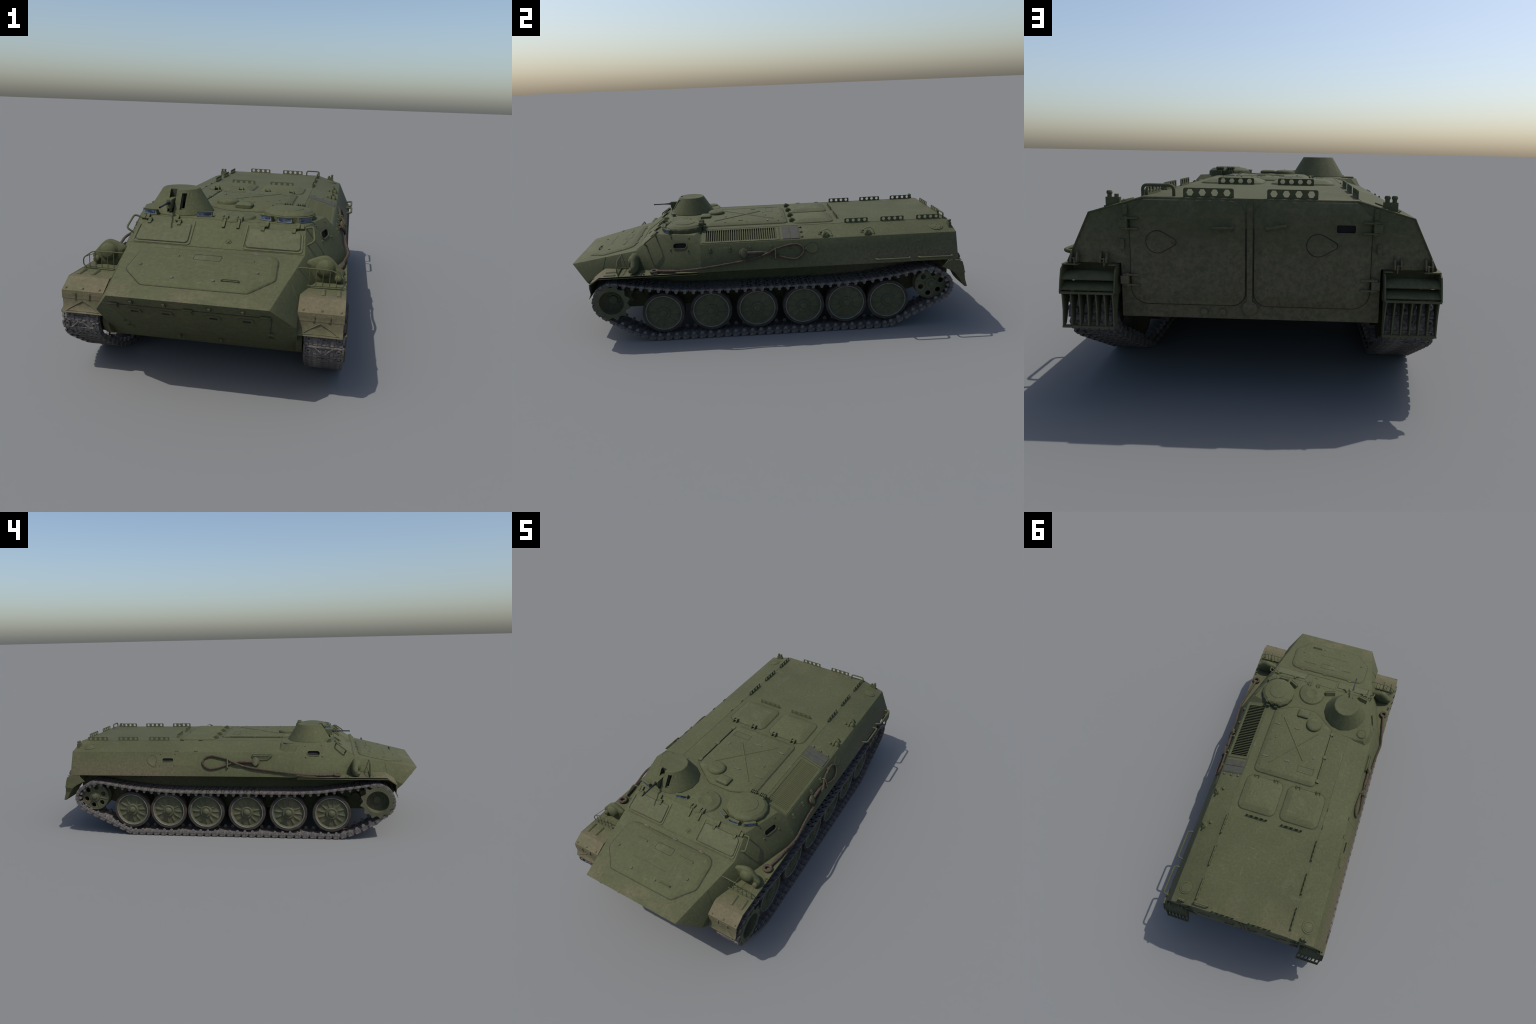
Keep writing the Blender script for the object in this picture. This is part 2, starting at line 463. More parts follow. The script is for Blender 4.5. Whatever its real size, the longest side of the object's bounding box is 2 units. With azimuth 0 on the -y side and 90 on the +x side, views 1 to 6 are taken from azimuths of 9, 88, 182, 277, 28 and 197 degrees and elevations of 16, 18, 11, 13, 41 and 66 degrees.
# ---- turret
def turret():
    n = 14; T = Matrix.Translation((-.1935, -.402, 0))
    b = Build()
    b.lathe([(.1240, .500), (.1240, ROOF + .003), (.0710, .5945), (.0670, .5965), (.058, .5960), (0, .5960)], n, T, 0, pi / n)
    o = b.obj('turret', root, [PAINT_CLEAN], 1, 40)
    cuts = []
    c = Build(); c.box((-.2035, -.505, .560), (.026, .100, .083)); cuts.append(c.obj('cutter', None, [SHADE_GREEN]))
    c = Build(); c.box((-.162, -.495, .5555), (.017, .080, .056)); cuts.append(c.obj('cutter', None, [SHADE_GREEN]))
    apply_cut(o, cuts)
    # frame of the sight slit
    b = Build()
    d = Vector((0, -.496, .530)); e = Vector((0, -.462, .582))
    fr = frame((-.162, (d.y + e.y) / 2, (d.z + e.z) / 2), (1, 0, 0), (0.12, -.0915, .053))
    v, f = holed_plate(rounded(rect(-.0125, .0125, -.034, .034), .006), [rounded(rect(-.0085, .0085, -.030, .030), .004)], .004)
    b.add(v, f, 0, fr @ Matrix.Translation((0, 0, .001)))
    b.box((0, 0, -.012), (.005, .05, .004), fr)
    b.obj('sight_frame', o, [PAINT_CLEAN], 1, 30)
    # gun cradle, collar and barrel
    b = Build()
    b.box((-.2045, -.496, .5500), (.0195, .066, .034))
    b.box((-.2045, -.500, .529), (.012, .020, .018))
    b.box((-.2045, -.478, .524), (.022, .012, .010))
    b.obj('gun_cradle', o, [PAINT_CLEAN], 1, 30, bevel=.0012)
    b = Build()
    M = frame((-.2045, -.525, .5560), (1, 0, 0), (0, -1, -.015))
    b.lathe([(.0062, -.004), (.0062, .004), (.0068, .006), (.0068, .011), (.0036, .013), (.0031, .030), (.0031, .096), (.0037, .097), (.0037, .102), (.0020, .102), (.0018, .094), (0, .094)], 14, M)
    b.obj('machine_gun', o, [GUNMETAL], 1, 40)
turret()

# ---- commander's cupola with lid (right), centre lid
def cupola():
    T = Matrix.Translation((.2285, -.407, ROOF))
    b = Build()
    b.lathe([(.097, -.004), (.0965, .0175), (.0945, .0185), (.0925, .0195)], 14, T, 0, pi / 14)
    o = b.obj('cupola_ring', root, [PAINT_CLEAN], 1, 20)
    b = Build()
    b.lathe([(.0930, .0150), (.0925, .0215), (.0785, .0312), (.0745, .0318), (.0520, .0345), (.0495, .0372), (.0475, .0378), (0, .0378)], 42, T, 0, pi / 14)
    b.dome((.2285 - .0, -.407 - .062, ROOF + .0322), .0045, .003, 8)
    b.obj('cupola_lid', o, [PAINT_CLEAN], 1, 22)
    for x in (.213, .262):
        b = Build()
        for dx in (-.013, -.005, .005, .013):
            b.box((x + dx, -.322, ROOF + .029), (.003, .024, .022))
        M = frame((x - .018, -.322, ROOF + .033), (0, 1, 0), (1, 0, 0))
        b.lathe([(.0042, 0), (.0042, .036)], 10, M)
        b.box((x, -.342, ROOF + .0285), (.024, .026, .006))
        b.box((x, -.306, ROOF + .010), (.022, .010, .024))
        b.obj('lid_hinge', o, [PAINT_CLEAN], 1, 30, bevel=.0007)
cupola()

def centre_lid():
    T = Matrix.Translation((.0315, -.469, ROOF))
    b = Build()
    b.lathe([(.0800, -.003), (.0780, .0015), (.0735, .0045), (.0720, .0070), (.0690, .0078), (.0400, .0078), (.0375, .0090), (.030, .0095), (.0285, .0085), (0, .0105)], 40, T, 0)
    b.dome((.012, -.419, ROOF + .0078), .004, .003, 8)
    o = b.obj('centre_lid', root, [PAINT_CLEAN], 1, 40)
    for x in (.0095, .062):
        b = Build()
        for dx in (-.0085, .0085): b.box((x + dx, -.530, ROOF + .006), (.004, .034, .018), top=(1, .6))
        b.box((x, sc(-.556), .0020), (.0095, .040, .0090), SCREEN)
        b.box((x, -.528, ROOF + .006), (.0095, .030, .008))
        M = frame((x - .011, -.538, ROOF + .008), (0, 1, 0), (1, 0, 0))
        b.lathe([(.004, 0), (.004, .022)], 10, M)
        b.obj('lid_hinge', o, [PAINT_CLEAN], 1, 30, bevel=.0007)
centre_lid()

# ---- periscopes: wedge housings with a rimmed glass
def periscope(x0, y0, x1, y1, h=.020):
    """front foot runs from (x0,y0) to (x1,y1), seen from ahead left to right"""
    a, b_ = Vector((x0 - XC, y0, ROOF)), Vector((x1 - XC, y1, ROOF))
    ex = (b_ - a).normalized(); L = (b_ - a).length
    back = Vector((-ex.y, ex.x, 0))
    M = Matrix.Identity(4)
    for i, c in enumerate((ex, back, Vector((0, 0, 1)), (a + b_) / 2)):
        for j in range(3): M[j][i] = c[j]
    w = L / 2
    b = Build()
    prof = [(-.001, -.004), (0, h), (.010, h + .0005), (.026, -.004)]
    b.loft([[(-w, y, z) for y, z in prof], [(w, y, z) for y, z in prof]], 0, M)
    b.box((0, -.002, h + .001), (2 * w + .002, .006, .0025), M)
    o = b.obj('periscope', root, [PAINT_CLEAN], 1, 30, bevel=.0006)
    g = Build()
    v, f = holed_plate(rect(-w + .003, w - .003, .0025, h - .0015), [rect(-w + .0055, w - .0055, .005, h - .004)], .002)
    g.add(v, f, 0, M @ Matrix.Rotation(pi / 2, 4, 'X') @ Matrix.Translation((0, 0, .001)))
    g.box((0, -.0006, h / 2 + .0005), (2 * w - .011, .002, h - .009), M, 1)
    g.obj('periscope_glass', o, [GLASS_RIM, GLASS], 1, 30)
for p in ((-.309, -.519, -.254, -.531), (-.106, -.517, -.050, -.500), (.125, -.490, .170, -.514), (.190, -.521, .246, -.520), (.268, -.513, .312, -.479)):
    periscope(*p)

# ---- engine deck lid with stamped cross, dome, box and lashing clips
def engine_lid():
    poly = [(.210, -.296), (.210, .123), (-.152, .123), (-.152, -.258), (-.026, -.351), (.100, -.350)]
    b = Build()
    b.panel(poly, [.03, .028, .028, .02, .04, .04], [(0, .0012), (.003, .0050), (.022, .0125), (.025, .0132)], TOP)
    H = ROOF + .0130
    for p, q in (((.1425, -.258), (-.0445, -.013)), ((-.0835, -.209), (.1385, .050))):
        b.tube([(p[0], p[1], H - .0010), (q[0], q[1], H - .0010)], .0048, 8)
    for x, y in ((.160, -.262), (.188, .075), (.04, .085), (-.038, -.312 + .02), (.175, -.09), (.115, .098)):
        b.dome((x, y, H), .0035, .0028, 8)
    o = b.obj('engine_deck_lid', root, [PAINT_CLEAN, SEAM], 1, 24)
    b = Build()
    b.lathe([(.046, -.003), (.0455, .006), (.042, .0125), (.034, .0165), (.018, .0180), (0, .0180)], 32, Matrix.Translation((-.0415, -.257, H)))
    b.dome((-.0415, -.257, H + .018), .0035, .002, 8)
    b.obj('ventilator_dome', o, [PAINT_CLEAN], 1, 40)
    b = Build()
    M = frame((.0365, -.312, H), (1, -.02, 0), (0, 0, 1))
    b.panel(rect(-.034, .034, -.027, .027), .008, [(0, .009), (.004, .0125), (.012, .0150)], M, seam=False)
    b.obj('vent_box', o, [PAINT_CLEAN], 1, 30)
    b = Build()
    v, f = holed_plate(rounded(rect(-.1225, -.0285, .020, .060), .004), [rounded(rect(-.1205, -.0305, .022, .058), .003)], .0016)
    b.add(v, f, 0, Matrix.Translation((0, 0, H)))
    b.obj('data_plate', o, [SEAM], 1)
    for x0, y0, l, ang in ((.1655, -.2035, .036, 0), (.0440, -.2045, .033, 0), (.1505, -.123, .024, 90), (.170, .018, .036, 0), (.043, .014, .033, 0), (-.1005, -.052, .024, 90)):
        b = Build()
        M = Matrix.Translation((x0, y0, H)) @ Matrix.Rotation(radians(ang), 4, 'Z')
        b.box((0, 0, .0012), (l, .0085, .004), M)
        b.obj('lashing_clip', o, [CLIP], 1, bevel=.0008)
    for x, y, s in ((.107, -.163, 1), (.0, -.163, -1), (.107, .005, 1), (0, .005, -1)):
        b = Build()
        M = Matrix.Translation((x, y, H)) @ Matrix.Rotation(radians(20 if s > 0 else 200), 4, 'Z')
        b.tube([(-.004, -.006, .0005), (.005, -.006, .0005), (.005, .006, .0005), (-.004, .006, .0005)], .0009, 5, 0, M)
        b.obj('lashing_eye', o, [CLIP], 1)
    # long hinge rod on the left
    b = Build()
    b.tube([(-.1575, -.236, ROOF + .006), (-.1575, .082, ROOF + .006)], .0032, 8)
    for y in (-.233, -.076, .080): b.box((-.159, y, ROOF + .004), (.020, .020, .012))
    b.obj('hinge_rod', o, [PAINT_LIGHT], 1, 30, bevel=.0008)
engine_lid()

# ---- two troop lids
for x0, x1 in ((.0145, .2285), (-.2325, -.0145)):
    b = Build()
    b.panel(rect(x0, x1, .151, .362), .035, [(0, .0012), (.003, .0045), (.033, .0150), (.037, .0157)], TOP, seg=6)
    b.dome(((x0 + x1) / 2 + .003, .322, ROOF + .0140), .004, .003, 8)
    o = b.obj('troop_lid', root, [PAINT_CLEAN, SEAM], 1, 24)
    for fx in (.25, .79):
        x = x1 - (x1 - x0) * fx
        b = Build()
        for dx in (-.010, .010):
            b.loft([[(x + dx - .0025, y, ROOF + z) for y, z in ((.134, -.002), (.172, -.002), (.172, .006), (.150, .019), (.142, .019), (.134, .008))],
                    [(x + dx + .0025, y, ROOF + z) for y, z in ((.134, -.002), (.172, -.002), (.172, .006), (.150, .019), (.142, .019), (.134, .008))]])
        M = frame((x - .013, .146, ROOF + .011), (0, 1, 0), (1, 0, 0))
        b.lathe([(.0045, 0), (.0045, .026)], 10, M)
        b.box((x, .164, ROOF + .006), (.012, .030, .008))
        b.obj('lid_hinge', o, [PAINT_CLEAN], 1, 30, bevel=.0006)

# ---- perforated stowage rails
def rail_mesh():
    L, H = .121, .0225
    holes = [circle(-L / 2 + L * (i + .55) / 4.1, .0118, .0088, 6) for i in range(4)]
    out = rounded(rect(-L / 2, L / 2, -.002, H), [.001, .001, .005, .005], 3)
    v, f = holed_plate(out, holes, .0034)
    b = Build(); b.add(v, f)
    return b.mesh('stowage_rail', [PAINT_CLEAN], local=True)
RAIL = rail_mesh()
spots = []
for s in (1, -1):
    for y in (.472, .659, .846): spots.append((XC + s * .2565, y, 90))
    spots.append((XC + s * .1005, .388, 0)); spots.append((XC + s * .1000, .938, 0))
for x, y, a in spots:
    place(RAIL, 'stowage_rail', root, Matrix.Translation((x, y, ROOF)) @ Matrix.Rotation(radians(a), 4, 'Z') @ Matrix.Rotation(pi / 2, 4, 'X'), bevel=.0005)

# ---- handles made of bent rod
def handle(path, r=.004, fil=.012, name='grab_handle', side=1, mat=None):
    b = Build(); b.tube(fillet(path, fil), r, 10)
    return b.obj(name, root, [mat or PAINT_CLEAN], side, 60)
handle([(.2620, .922, ROOF - .004), (.2620, .924, .5335), (.1865, .924, .5335), (.1865, .922, ROOF - .004)])
for y0, y1 in ((.535, .702), (.747, .912)):
    z = .362
    handle([on_side(y0, z, -.004), on_side(y0 + .004, z + .004, 0) + Vector((.0290, 0, 0)), on_side(y1 - .004, z + .004, 0) + Vector((.0305, 0, 0)), on_side(y1, z, -.004)], .0050, .014)
for s in (1, -1):
    handle([(.3005, -.549, .499), (.328, -.552, .508), (.3375, -.606, .469), (.3135, -.598, .452)], .0036, .012, side=s)

# ---- crew windscreen covers: plate, moulding on three sides, hinges
for s in (1, -1):
    b = Build()
    u0, u1, v0, v1 = .103, .290, sc(-.638), sc(-.568)
    b.panel([(u0, v0), (u1 + .002, v0), (u1 - .004, v1), (u0 + .003, v1)], [.012, .012, .022, .008], [(0, .0030), (.003, .0045)], SCREEN, seam_w=.0026)
    o = b.obj('windscreen_cover', root, [PAINT_LIGHT, SEAM], s, 30)
    b = Build()
    path = fillet([(u0 - .0060, sc(-.555), 0), (u0 - .0085, v0 - .008, 0), (u1 + .0085, v0 - .008, 0), (u1 + .004, sc(-.580), 0)], .012)
    b.tube([SCREEN @ Vector(p) for p in path], .0036, 8)
    b.obj('cover_moulding', o, [PAINT_LIGHT], s, 60)
    for u in (.152, .262):
        b = Build()
        b.box((u, sc(-.5665), .0055), (.0125, .026, .0060), SCREEN)
        b.tube([SCREEN @ Vector((u - .006, sc(-.5590), .0070)), SCREEN @ Vector((u + .018, sc(-.5590), .0070))], .0042, 10)
        b.box((u + .0125, sc(-.5495), .0050), (.0115, .024, .0085), SCREEN)
        b.obj('cover_hinge', o, [PAINT_CLEAN], s, 30, bevel=.0008)
    b = Build(); b.box((.2895, sc(-.552), .003), (.014, .020, .012), SCREEN)
    b.obj('cover_stop', o, [PAINT_CLEAN], s, 30, bevel=.001)
b = Build()
b.lathe([(.0125, -.002), (.012, .002), (.0085, .0025), (.0075, .001), (.006, .004), (0, .0055)], 20, SCREEN @ Matrix.Translation((.0405, sc(-.621), 0)))
b.obj('screen_stud', root, [PAINT_CLEAN], 1, 40)

# ---- glacis lid
def glacis_lid():
    poly = [(-.166, gl(-.924)), (.166, gl(-.924)), (.238, gl(-.836)), (.228, gl(-.679)), (-.244, gl(-.679)), (-.246, gl(-.838))]
    b = Build()
    b.panel(poly, [.022, .022, .035, .045, .045, .035], [(0, .0015), (.003, .0045), (.018, .0098), (.021, .0104)], GLACIS, seg=6, seam_w=.0028)
    H = .0102
    for x0, x1, y, r in ((-.117, .073, -.833, .0048), (.074, .162, -.7425, .0075), (-.155, -.090, -.746, .0075)):
        b.tube([GLACIS @ Vector((x0 + .006 + (x1 - x0 - .012) * t, gl(y), H - r * .52)) for t in (0, .02, .5, .98, 1)], lambda t, r=r: r * (.75 if t in (0, 1) else 1), 10)
    for x, y in ((-.2035, -.819), (-.0785, -.884), (.0525, -.885), (.1775, -.818)):
        b.lathe([(.0072, -.002), (.0060, .0012), (.0045, .0036), (.002, .0042), (0, .0042)], 12, GLACIS @ Matrix.Translation((x, gl(y), H)), [1, 2, 2, 2, 2])
    o = b.obj('glacis_lid', root, [PAINT_CLEAN, SEAM, CLIP], 1, 24)
    b = Build()
    v, f = holed_plate(rounded(rect(-.0485, .0455, gl(-.761), gl(-.723)), .008), [rounded(rect(-.0462, .0432, gl(-.761) + .0023, gl(-.723) - .0023), .006)], .0016)
    b.add(v, f, 0, GLACIS @ Matrix.Translation((0, 0, H)))
    b.obj('access_outline', o, [SEAM], 1)
    b = Build()
    b.tube([GLACIS @ Vector(p) for p in fillet([(.077, gl(-.881), H - .002), (.079, gl(-.881), H + .009), (.130, gl(-.881), H + .009), (.132, gl(-.881), H - .002)], .006)], .0030, 8)
    b.obj('lid_handle', o, [PAINT_CLEAN], 1, 60)
    for x in (-.1605, .0, .1485):
        b = Build()
        b.tube([GLACIS @ Vector((x - .017, gl(-.6765), .0015)), GLACIS @ Vector((x + .017, gl(-.6765), .0015))], .0030, 8)
        b.box((x, gl(-.6765), .0010), (.012, .010, .005), GLACIS)
        b.obj('lid_hinge', o, [CLIP], 1, 40)
glacis_lid()

# ---- wave deflector folded on the nose: plate, slotted lugs, hinges, clips
def nose_board():
    b = Build()
    poly = [(-.222, nz(.180)), (.222, nz(.180)), (.2465, nz(.317)), (-.2465, nz(.317))]
    # the frame's v axis climbs towards the bow edge, so order stays counter-clockwise
    b.panel(poly, .010, [(0, .0014), (.002, .0018)], NOSE, seam_w=.0024)
    o = b.obj('nose_board', root, [PAINT, SEAM], 1, 24)
    for x in (-.1775, -.0785, .0695, .1705):
        b = Build()
        v, f = holed_plate(rounded(rect(x - .021, x + .021, nz(.296) - .016, nz(.296) + .016), .006), [rounded(rect(x - .0125, x + .0125, nz(.294) - .0070, nz(.294) + .0070), .003)], .005)
        b.add(v, f, 0, NOSE @ Matrix.Translation((0, 0, .0025)))
        b.box((x, nz(.294), .0016), (.027, .016, .0016), NOSE, 1)
        b.obj('slotted_lug', o, [PAINT, DARK], 1, 30, bevel=.0018)
    for x in (-.2355, -.0035, .2295):
        b = Build()
        b.box((x, nz(.314), .004), (.024, .022, .008), NOSE)
        b.tube([NOSE @ Vector((x - .015, nz(.325), .004)), NOSE @ Vector((x + .015, nz(.325), .004))], .0036, 8)
        b.obj('board_hinge', o, [PAINT], 1, 40, bevel=.0008)
    for x, z in ((-.1715, .338), (-.0705, .338), (.0665, .338), (.1655, .338), (-.0745, .169), (.0635, .163)):
        b = Build()
        b.box((x, nz(z), .003), (.009, .020, .007), NOSE); b.dome((x, nz(z) + .004, .0065), .0035, .003, 8, NOSE)
        b.obj('board_clip', o, [PAINT], 1, 30, bevel=.0008)
    for x, z in ((.2335, .234), (.2305, .205), (-.2345, .224), (-.2315, .200)):
        b = Build()
        b.box((x, nz(z), .003), (.022, .007, .007), NOSE)
        b.obj('board_clip', o, [PAINT], 1, 30, bevel=.0008)
nose_board()

# ---- front fenders with pressed ribs, lip and mud flap
FI, FO = .3125, .4555
for s in (1, -1):
    b = Build()
    top = [(-.342, .3435), (-.818, .3435), (-.8675, .3105), (-.8685, .2835), (-.8645, .2835), (-.8635, .3075), (-.816, .3385), (-.342, .3385)]
    # widens forward: the inner edge follows the hull plate
    b.loft([[(FI, y, z) for y, z in top], [(FO, y, z) for y, z in top]])
    b.box((FO - .0015, -.580, .3390), (.003, .476, .010))
    for hx in (.3835, .4320):
        b.tube([(hx, -.742 - .056 * t, .3410) for t in (0, .05, .5, .95, 1)], lambda t: .0088 * (.8 if t in (0, 1) else 1), 12)
    for hx in (.329, .386, .444): b.dome((hx, -.8590, .3165), .0042, .004, 8, None)
    o = b.obj('front_fender', root, [PAINT_DUSTY], s, 30, bevel=.0008)
    b = Build()
    fl = [(-.8690, .300), (-.8660, .2600), (-.8725, .2450), (-.8765, .2375), (-.8745, .2360), (-.8700, .2440), (-.8635, .2600), (-.8660, .300)]
    b.loft([[(FI + .001, y, z) for y, z in fl], [(FO - .002, y, z) for y, z in fl]])
    for a, c in (((.332, .246), (.383, .278)), ((.385, .278), (.437, .246)), ((.327, .244), (.442, .244))):
        b.tube([(a[0], -.8690 - max(0, .256 - a[1]) * .45, a[1]), ((a[0] + c[0]) / 2, -.8672 - max(0, .256 - (a[1] + c[1]) / 2) * .45, (a[1] + c[1]) / 2), (c[0], -.8690 - max(0, .256 - c[1]) * .45, c[1])], .0015, 6)
    b.obj('mud_flap', o, [PAINT_DUSTY], s, 40)
    for hx in (.362, .410):
        b = Build()
        b.box((hx, -.8695, .2935), (.007, .004, .016)); M = frame((hx, -.8695, .301), (1, 0, 0), (0, -1, 0))
        v, f = holed_plate(circle(0, 0, .0048, 12), [circle(0, 0, .0022, 8)], .005); b.add(v, f, 0, M)
        b.obj('flap_buckle', o, [PAINT_DUSTY], s, 30)
    b = Build()
    for hx, y in ((.444, -.615), (.444, -.602)): b.box((hx, y, .347), (.010, .006, .008))
    b.obj('fender_clamp', o, [PAINT_DUSTY], s, 30, bevel=.001)

# ---- headlights: dome in front of a shroud, small lamp beside it, rod guard ahead
for s in (1, -1):
    outline = [(.319, .411), (.352, .428), (.382, .435), (.404, .424), (.426, .400), (.444, .379), (.443, .360), (.435, .347), (.409, .341), (.366, .338), (.347, .352), (.334, .374), (.324, .396)]
    cen = Vector((.383, .386))
    sm = [Vector((p.x, p.y)) for p in spline([(a, b_, 0) for a, b_ in outline], 4, True)]
    b = Build()
    R = []
    for y, k in ((-.664, .50), (-.663, .93), (-.660, .985), (-.654, 1.0), (-.648, .985), (-.640, .86), (-.634, .62), (-.631, .30)):
        R.append([(cen.x + (p.x - cen.x) * k, y, cen.y + (p.y - cen.y) * k) for p in sm])
    b.loft(R)
    o = b.obj('headlight_shroud', root, [PAINT_CLEAN], s, 50)
    b = Build()
    M = frame((.381, -.656, .3925), (1, 0, 0), (0, -1, 0))
    b.lathe([(.0345, -.002), (.0345, .008), (.0335, .010), (.0315, .0105), (.0305, .013), (.026, .019), (.018, .0235), (.009, .0258), (0, .0265)], 28, M)
    b.obj('headlight', o, [PAINT_CLEAN], s, 28)
    b = Build()
    M = frame((.4265, -.658, .3625), (1, 0, 0), (0, -1, 0))
    b.lathe([(.0125, -.004), (.0125, .012), (.0115, .0155), (.008, .018), (0, .019)], 18, M)
    b.obj('side_lamp', o, [PAINT_DUSTY], s, 40)
    b = Build()
    b.box((.383, -.650, .341), (.030, .024, .012))
    b.obj('headlight_bracket', o, [PAINT_CLEAN], s, 30, bevel=.001)
    b = Build()
    g = [(.292, -.731, .407), (.305, -.7315, .4105), (.410, -.7315, .4075), (.4455, -.730, .382), (.4465, -.728, .3535), (.328, -.731, .3515)]
    b.tube(fillet(g, .010), .0021, 7)
    b.tube([(.325, -.7310, .3460), (.447, -.728, .3475)], .0016, 6)
    for x in (.334, .356, .378, .400, .422):
        zt = .4075 if x < .412 else .4075 - (x - .410) * .72
        b.tube([(x, -.731, .3515), (x, -.7315, zt)], .0013, 6)
    b.tube([(.355, -.7315, .393), (.362, -.664, .392)], .0012, 6)
    b.tube([(.442, -.730, .385), (.434, -.660, .381)], .0012, 6)
    for x in (.338, .440): b.tube([(x, -.729, .3515), (x, -.720, .3440)], .0016, 6)
    b.obj('headlight_guard', root, [PAINT_CLEAN], s, 50)

# ---- air grille on the right roof slope, with cover plates behind it
def grille():
    b = Build()
    y0, y1, h0, h1 = -.318, .066, .2665, .3870
    a0, a1 = sl(h1), sl(h0)
    v, f = holed_plate(rect(y0, y1, a0, a1), [rect(y0 + .020, y1 - .012, a0 + .012, a1 - .010)], .0050)
    b.add(v, f, 0, SLOPE @ Matrix.Translation((0, 0, .0002)))
    for i in range(9):
        y = y0 + .006 + (y1 - y0 - .012) * i / 8
        for a in (a0 + .005, a1 - .004): b.dome((y, a, .0027), .0024, .0018, 6, SLOPE)
    o = b.obj('grille_frame', root, [PAINT_CLEAN], 1, 30, bevel=.0006)
    n = 32
    bl = Build()
    pr = [(-.0030, -.003), (.0008, -.003), (.0040, .0040), (.0032, .0066), (.0006, .0066), (-.0012, .0040)]
    w0, w1 = a0 + .0125, a1 - .0105
    bl.loft([[(p, w0, z) for p, z in pr], [(p, w1, z) for p, z in pr]])
    me = bl.mesh('grille_slat', [PAINT_CLEAN], local=True)
    for i in range(n):
        y = y0 + .0255 + (y1 - y0 - .042) * i / (n - 1)
        place(me, 'grille_slat', o, Matrix.Translation((XC, 0, 0)) @ SLOPE @ Matrix.Translation((y, 0, -.0040)))
    # seam round the cover plates and the two grey plates themselves
    b = Build()
    b.panel(rect(.072, .168, sl(.3845), sl(.2660)), .003, [(0, .0012)], SLOPE, seam_w=.0018)
    o2 = b.obj('cover_plate_frame', root, [PAINT_CLEAN, SEAM], 1)
    for p, q in ((.0835, .1215), (.1235, .1645)):
        b = Build(); b.panel(rect(p, q, sl(.3825), sl(.2680)), .002, [(0, .0035)], SLOPE, seam=False)
        b.obj('cover_plate', o2, [GREY], 1, bevel=.0006)
    for hx in (.282, .325, .368):
        b = Build(); b.box((.178, sl(hx), .0025), (.012, .010, .006), SLOPE); b.dome((.180, sl(hx), .005), .0038, .003, 8, SLOPE)
        b.obj('cover_latch', o2, [CLIP], 1, bevel=.0008)
grille()

# ---- towing cleats on the right slope: half dome, arched strap, cross strap, ball
for yc in (.297, .508):
    b = Build()
    b.lathe([(.020, -.003), (.019, .004), (.014, .011), (.007, .0145), (0, .0155)], 16, Matrix.Translation(on_slope(.3685, yc)) @ SLOPE.to_3x3().to_4x4())
    o = b.obj('filler_dome', root, [PAINT_CLEAN], 1, 50)
    b = Build()
    def strap(pts, w, wdir):
        P = spline(pts, 4); wd = Vector(wdir).normalized() * w / 2
        up = Vector((.285, 0, .958)) * .0013
        b.loft([[p - wd - up, p + wd - up, p + wd + up, p - wd + up] for p in P])
    strap([on_slope(.3560, yc - .036), on_slope(.353, yc - .024, .014), on_slope(.3515, yc - .004, .025), on_slope(.3560, yc + .012, .026), on_slope(.364, yc + .026, .016), on_slope(.379, yc + .034, -.001)], .007, (1, .25, -.3))
    strap([on_slope(.348, yc + .004, .026), on_slope(.362, yc - .002, .024), on_slope(.378, yc - .010, .016), on_slope(.387, yc - .016, -.001)], .006, (0, 1, 0))
    b.dome(on_slope(.338, yc - .024), .0095, .010, 12, None)
    b.obj('dome_guard', o, [PAINT_CLEAN], 1, 40)

# ---- filler caps and marker posts at the rear corners
for s in (1, -1):
    b = Build()
    M = SLOPE @ Matrix.Translation((.862, sl(.3365), 0))
    b.lathe([(.0345, -.003), (.0340, .003), (.0325, .004), (.0265, .0042), (.0255, .0026), (.0240, .0046), (0, .0052)], 28, M, [0, 0, 0, 1, 0, 0, 0])
    for d in (-.011, .011): b.dome((d * .6, d, .005), .0028, .002, 8, M)
    b.obj('filler_cap', root, [PAINT_CLEAN, SEAM], s, 30)
    b = Build()
    b.box((.3320, .930, .4915), (.034, .013, .024))
    b.box((.3320, .930, .4800), (.042, .016, .006))
    for dx, tall in ((.009, True), (-.008, s < 0)):
        M = Matrix.Translation((.332 + dx, .930, .503))
        if tall: b.lathe([(.0055, -.001), (.0055, .007), (.0072, .0085), (.0075, .0125), (.0055, .016), (0, .016)], 8, M)
        else: b.lathe([(.0055, -.001), (.0055, .008), (0, .008)], 8, M)
    b.obj('marker_post', root, [PAINT_CLEAN], s, 35, bevel=.0006)

